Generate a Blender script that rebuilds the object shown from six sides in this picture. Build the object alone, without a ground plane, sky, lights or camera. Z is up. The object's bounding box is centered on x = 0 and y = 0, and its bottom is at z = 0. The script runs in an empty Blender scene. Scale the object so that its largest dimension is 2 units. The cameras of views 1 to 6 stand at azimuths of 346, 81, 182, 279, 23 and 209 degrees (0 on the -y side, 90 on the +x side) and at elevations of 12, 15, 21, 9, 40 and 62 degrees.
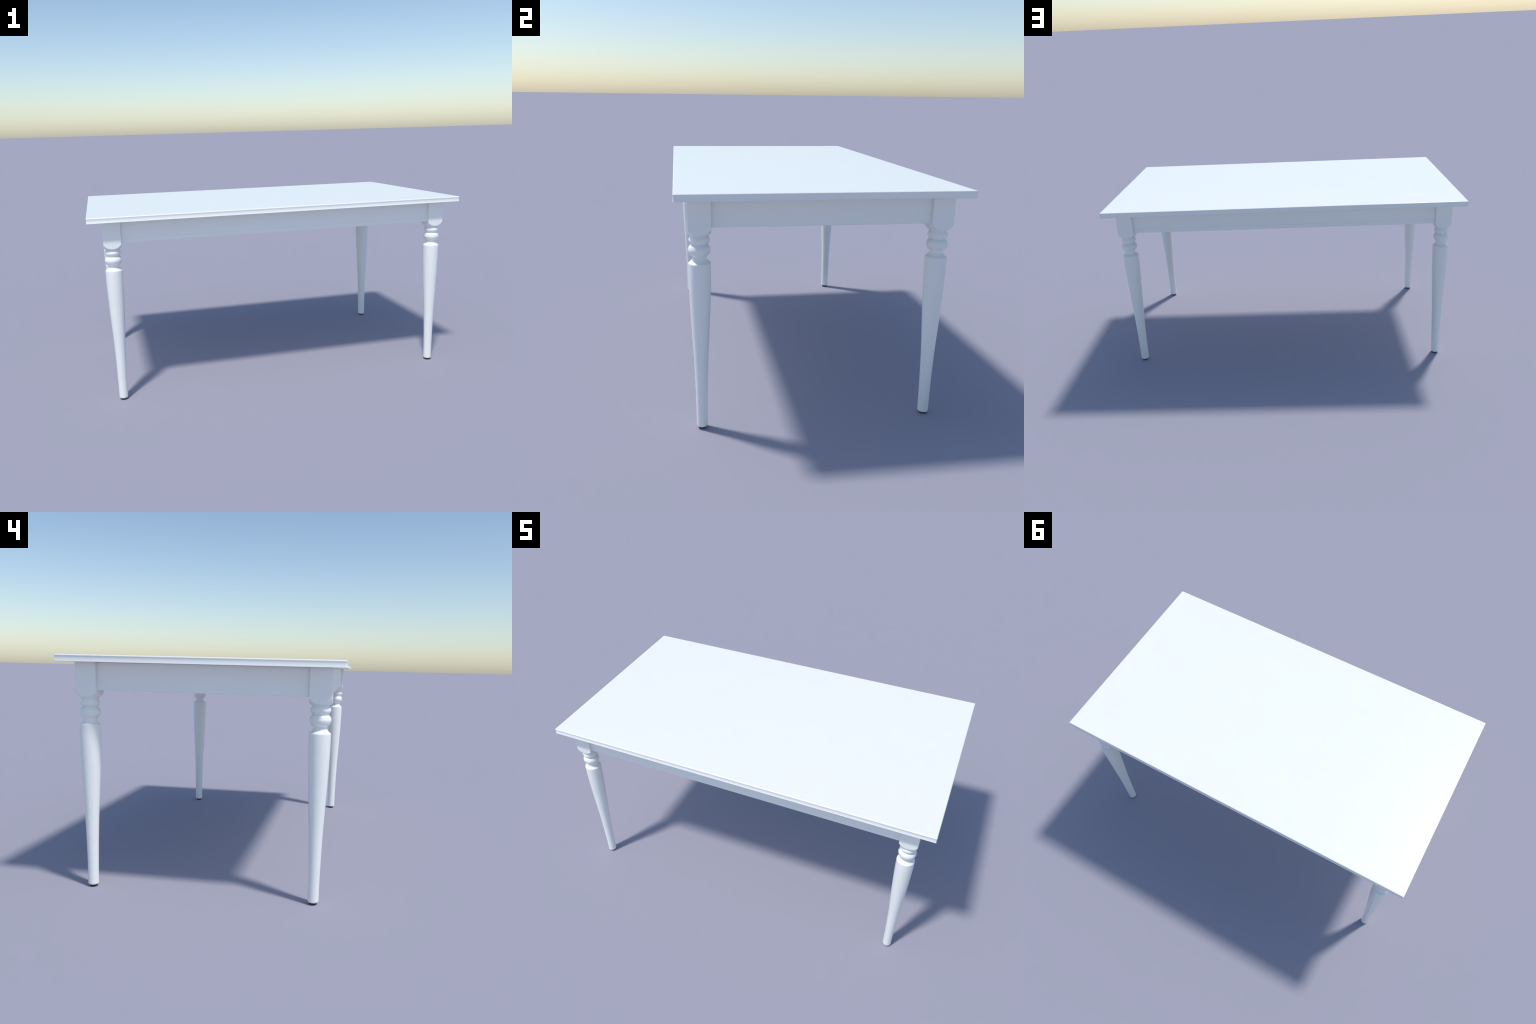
"""White painted dining table: rectangular top with a coved edge, four turned legs,
aprons between square leg blocks, dark glides under the feet."""
import bpy, math

# ------------------------------------------------------------------ main sizes (metres)
TOP_X, TOP_Y, TOP_Z = 1.000, 0.5613, 0.96774     # half length, half width, height
TOP_THICK = 0.0281
UNDER = TOP_Z - TOP_THICK                        # underside of the top
LEG_X, LEG_Y = 0.8849, 0.4685                    # leg axes
BLOCK = 0.0436                                   # half width of the square leg block
LONG_RECESS, END_RECESS = 0.0128, 0.0130         # apron faces behind the block faces
APRON_THICK = 0.0280
APRON_LOW = 0.8289                               # lower edge of the aprons
SEAM_Z, SEAM = 0.8505, 0.0001                    # seam in the long aprons
FOOT_Z = 0.0062                                  # painted wood starts above the glide


# ------------------------------------------------------------------ materials
def painted_white(name, base, rough):
    mat = bpy.data.materials.new(name)
    mat.use_nodes = True
    nt = mat.node_tree
    n, link = nt.nodes, nt.links
    bsdf = n["Principled BSDF"]
    coord = n.new("ShaderNodeTexCoord")
    blot = n.new("ShaderNodeTexNoise")
    blot.inputs["Scale"].default_value = 5.0
    blot.inputs["Detail"].default_value = 3.0
    ramp = n.new("ShaderNodeValToRGB")
    ramp.color_ramp.elements[0].position = 0.3
    ramp.color_ramp.elements[1].position = 0.7
    ramp.color_ramp.elements[0].color = (*[c * 0.992 for c in base], 1)
    ramp.color_ramp.elements[1].color = (*base, 1)
    link.new(coord.outputs["Object"], blot.inputs["Vector"])
    link.new(blot.outputs["Fac"], ramp.inputs["Fac"])
    link.new(ramp.outputs["Color"], bsdf.inputs["Base Color"])
    bsdf.inputs["Roughness"].default_value = rough
    # very fine lacquer grain
    grain = n.new("ShaderNodeTexNoise")
    grain.inputs["Scale"].default_value = 420.0
    grain.inputs["Detail"].default_value = 2.0
    bump = n.new("ShaderNodeBump")
    bump.inputs["Strength"].default_value = 0.03
    bump.inputs["Distance"].default_value = 0.0004
    link.new(coord.outputs["Object"], grain.inputs["Vector"])
    link.new(grain.outputs["Fac"], bump.inputs["Height"])
    link.new(bump.outputs["Normal"], bsdf.inputs["Normal"])
    return mat


def dark_felt(name):
    mat = bpy.data.materials.new(name)
    mat.use_nodes = True
    nt = mat.node_tree
    bsdf = nt.nodes["Principled BSDF"]
    noise = nt.nodes.new("ShaderNodeTexNoise")
    noise.inputs["Scale"].default_value = 300.0
    ramp = nt.nodes.new("ShaderNodeValToRGB")
    ramp.color_ramp.elements[0].color = (0.012, 0.012, 0.013, 1)
    ramp.color_ramp.elements[1].color = (0.030, 0.030, 0.032, 1)
    coord = nt.nodes.new("ShaderNodeTexCoord")
    nt.links.new(coord.outputs["Object"], noise.inputs["Vector"])
    nt.links.new(noise.outputs["Fac"], ramp.inputs["Fac"])
    nt.links.new(ramp.outputs["Color"], bsdf.inputs["Base Color"])
    bsdf.inputs["Roughness"].default_value = 0.85
    return mat


WHITE = painted_white("white_lacquer", (0.892, 0.905, 0.872), 0.25)
FELT = dark_felt("dark_glide_felt")


# ------------------------------------------------------------------ mesh helpers
def mesh_object(name, verts, faces, mat, parent, smooth_angle=None, location=(0, 0, 0)):
    me = bpy.data.meshes.new(name)
    me.from_pydata(verts, [], faces)
    me.update()
    me.materials.append(mat)
    if smooth_angle is not None:
        me.polygons.foreach_set("use_smooth", [True] * len(me.polygons))
        me.set_sharp_from_angle(angle=math.radians(smooth_angle))
    ob = bpy.data.objects.new(name, me)
    bpy.context.scene.collection.objects.link(ob)
    ob.parent = parent
    ob.location = location
    return ob


def loft(rings, cap_start=True, cap_end=True):
    """Skin a list of closed rings (equal length, counter-clockwise from above, going up)."""
    count = len(rings[0])
    verts = [p for ring in rings for p in ring]
    faces = []
    for k in range(len(rings) - 1):
        a, b = k * count, (k + 1) * count
        for i in range(count):
            j = (i + 1) % count
            faces.append((a + i, a + j, b + j, b + i))
    if cap_start:
        faces.append(tuple(reversed(range(count))))
    if cap_end:
        base = (len(rings) - 1) * count
        faces.append(tuple(range(base, base + count)))
    return verts, faces


def rounded_rectangle(hx, hy, radius, z, steps=4):
    ring = []
    for sx, sy, start in ((1, 1, 0), (-1, 1, 90), (-1, -1, 180), (1, -1, 270)):
        cx, cy = sx * (hx - radius), sy * (hy - radius)
        for s in range(steps + 1):
            a = math.radians(start + 90 * s / steps)
            ring.append((cx + radius * math.cos(a), cy + radius * math.sin(a), z))
    return ring


def catmull(points, per_span):
    """Smooth open curve through 2D control points (centripetal-free Catmull-Rom)."""
    out = []
    ext = [points[0]] + list(points) + [points[-1]]
    for i in range(1, len(ext) - 2):
        p0, p1, p2, p3 = ext[i - 1:i + 3]
        for s in range(per_span):
            t = s / per_span
            out.append(tuple(0.5 * (2 * b + (c - a) * t + (2 * a - 5 * b + 4 * c - d) * t * t
                                    + (3 * b - a - 3 * c + d) * t ** 3)
                             for a, b, c, d in zip(p0, p1, p2, p3)))
    out.append(tuple(points[-1]))
    return out


def board(name, centre, half, parent, chamfer=0.0012):
    """Solid board with small chamfers on all edges."""
    cx, cy, cz = centre
    hx, hy, hz = half
    c = chamfer
    rings = [rounded_rectangle(hx - c, hy - c, 0.0006, -hz, 2),
             rounded_rectangle(hx, hy, c, -hz + c, 2),
             rounded_rectangle(hx, hy, c, hz - c, 2),
             rounded_rectangle(hx - c, hy - c, 0.0006, hz, 2)]
    verts, faces = loft(rings)
    return mesh_object(name, verts, faces, WHITE, parent, 25, centre)


# ------------------------------------------------------------------ the thing
table = bpy.data.objects.new("dining_table", None)
bpy.context.scene.collection.objects.link(table)
table["label"] = "white painted rectangular dining table with four turned legs"
table["category"] = "dining table"

# ---- table top: edge profile (inset from the outline, height below the top face)
edge_profile = [(0.0200, TOP_THICK), (0.0050, TOP_THICK), (0.0012, TOP_THICK - 0.0003), (0.0000, TOP_THICK - 0.0014)]
COVE_LOW, COVE_MID, COVE_HIGH = TOP_THICK - 0.0014, 0.0135, 0.0050      # depths below the top face
COVE_DEEP, LIP_IN = 0.0018, 0.0003
for k in range(1, 9):                                # lower half of the shallow cove
    t = k / 8
    edge_profile.append((COVE_DEEP * (1 - (1 - t) ** 2), COVE_LOW + (COVE_MID - COVE_LOW) * t))
for k in range(1, 7):                                # upper half, back out to the lip
    t = k / 6
    edge_profile.append((COVE_DEEP + (LIP_IN - COVE_DEEP) * t * t, COVE_MID + (COVE_HIGH - COVE_MID) * t))
for k in range(1, 6):                                # eased upper lip
    a = math.radians(90 * k / 5)
    edge_profile.append((LIP_IN + 0.0042 * (1 - math.cos(a)), 0.0042 * (1 - math.sin(a))))
edge_profile += [(0.0056, 0.0), (0.0200, 0.0)]       # flat rims keep the big faces' normals straight
top_rings = [rounded_rectangle(TOP_X - i, TOP_Y - i, max(0.0035 - i * 0.4, 0.0012), TOP_Z - d)
             for i, d in edge_profile]
verts, faces = loft(top_rings)
mesh_object("tabletop", verts, faces, WHITE, table, 40)

# ---- leg: turned shaft, beads and square block as one solid
SIDES = 96
shaft = [(0.0155, FOOT_Z), (0.0195, FOOT_Z + 0.0006), (0.0216, FOOT_Z + 0.0026), (0.0225, FOOT_Z + 0.0060)]
shaft += catmull([(0.0225, 0.0140), (0.0225, 0.040), (0.0228, 0.086), (0.0235, 0.126), (0.0248, 0.190),
                  (0.0264, 0.245), (0.0282, 0.298), (0.0307, 0.348), (0.0335, 0.402), (0.0366, 0.466),
                  (0.0400, 0.542), (0.0424, 0.617), (0.0430, 0.660), (0.0430, 0.6870)], 5)
flare = catmull([(0.0426, 0.6895), (0.0378, 0.6938), (0.0322, 0.6990), (0.0284, 0.7052),
                 (0.0265, 0.7110), (0.0261, 0.7145)], 4)
lower_bead = catmull([(0.0261, 0.7150), (0.0318, 0.7195), (0.0385, 0.7270), (0.0420, 0.7365),
                      (0.0424, 0.7430), (0.0398, 0.7515), (0.0348, 0.7582), (0.0299, 0.7618)], 5)
upper_bead = catmull([(0.0298, 0.7626), (0.0345, 0.7665), (0.0384, 0.7725), (0.0398, 0.7785),
                      (0.0384, 0.7850), (0.0352, 0.7910), (0.0322, 0.7945)], 5)
turned = shaft + flare + lower_bead + upper_bead + [(0.0322, 0.7955)]
# turned underside of the block: height as a function of radius
shoulder = [(0.0322, 0.7955), (0.0436, 0.8030), (0.0486, 0.8076), (0.0530, 0.8121), (0.0565, 0.8168),
            (0.0590, 0.8218), (0.0605, 0.8275), (0.0618, 0.8340)]


def shoulder_height(r):
    for (r0, z0), (r1, z1) in zip(shoulder, shoulder[1:]):
        if r <= r1:
            return z0 + (z1 - z0) * (r - r0) / (r1 - r0)
    return shoulder[-1][1]


def block_radius(angle, rounding=0.0025):
    """Distance from the axis to a rounded square outline along a direction."""
    c, s = abs(math.cos(angle)), abs(math.sin(angle))
    r = BLOCK / max(c, s)
    inner = BLOCK - rounding
    if min(c, s) * r > inner:                        # in the rounded corner
        b = inner * (c + s)
        r = b + math.sqrt(b * b - 2 * inner * inner + rounding * rounding)
    return r


# directions: even steps plus a finer run through each rounded corner
angles = set()
for q in range(4):
    for k in range(24):
        angles.add(round(math.tau * (q + k / 24) / 4, 6))
    for k in range(-5, 6):
        angles.add(round(math.pi / 4 + q * math.pi / 2 + k * 0.0085, 6))
angles = sorted(angles)

rings = [[(r * math.cos(a), r * math.sin(a), z) for a in angles] for r, z in turned]
STEPS = 10
for k in range(1, STEPS + 1):
    ring = []
    for a in angles:
        r = turned[-1][0] + (block_radius(a) - turned[-1][0]) * k / STEPS
        ring.append((r * math.cos(a), r * math.sin(a), shoulder_height(r)))
    rings.append(ring)
for z in (0.850, UNDER - 0.0005):
    rings.append([(block_radius(a) * math.cos(a), block_radius(a) * math.sin(a), z) for a in angles])
verts, faces = loft(rings)

legs = []
for sx, sy in ((-1, -1), (1, -1), (1, 1), (-1, 1)):
    if not legs:
        leg = mesh_object("leg", verts, faces, WHITE, table, 32, (sx * LEG_X, sy * LEG_Y, 0))
        pad_rings = [[(r * math.cos(math.tau * i / 48), r * math.sin(math.tau * i / 48), z) for i in range(48)]
                     for r, z in ((0.0152, 0.0), (0.0162, 0.0010), (0.0162, FOOT_Z + 0.0004))]
        pv, pf = loft(pad_rings)
        pad = mesh_object("foot_glide", pv, pf, FELT, leg, 40)
    else:
        leg = legs[0].copy()
        leg.location = (sx * LEG_X, sy * LEG_Y, 0)
        bpy.context.scene.collection.objects.link(leg)
        pad = bpy.data.objects["foot_glide"].copy()
        bpy.context.scene.collection.objects.link(pad)
        pad.parent = leg
    legs.append(leg)

# ---- aprons between the blocks (the long ones carry a seam with a lower rail)
long_half = LEG_X - BLOCK + 0.004
short_half = LEG_Y - BLOCK + 0.004
face_y = LEG_Y + BLOCK - LONG_RECESS
face_x = LEG_X + BLOCK - END_RECESS
top_of_apron = UNDER - 0.0006
for s in (-1, 1):
    y = s * (face_y - APRON_THICK / 2)
    lo, hi = SEAM_Z + SEAM / 2, top_of_apron
    board("long_apron", (0, y, (lo + hi) / 2), (long_half, APRON_THICK / 2, (hi - lo) / 2), table, 0.0005)
    lo, hi = APRON_LOW, SEAM_Z - SEAM / 2
    board("long_apron_rail", (0, y, (lo + hi) / 2), (long_half, APRON_THICK / 2, (hi - lo) / 2), table, 0.0005)
    x = s * (face_x - APRON_THICK / 2)
    lo, hi = APRON_LOW, top_of_apron
    board("end_apron", (x, 0, (lo + hi) / 2), (APRON_THICK / 2, short_half, (hi - lo) / 2), table)
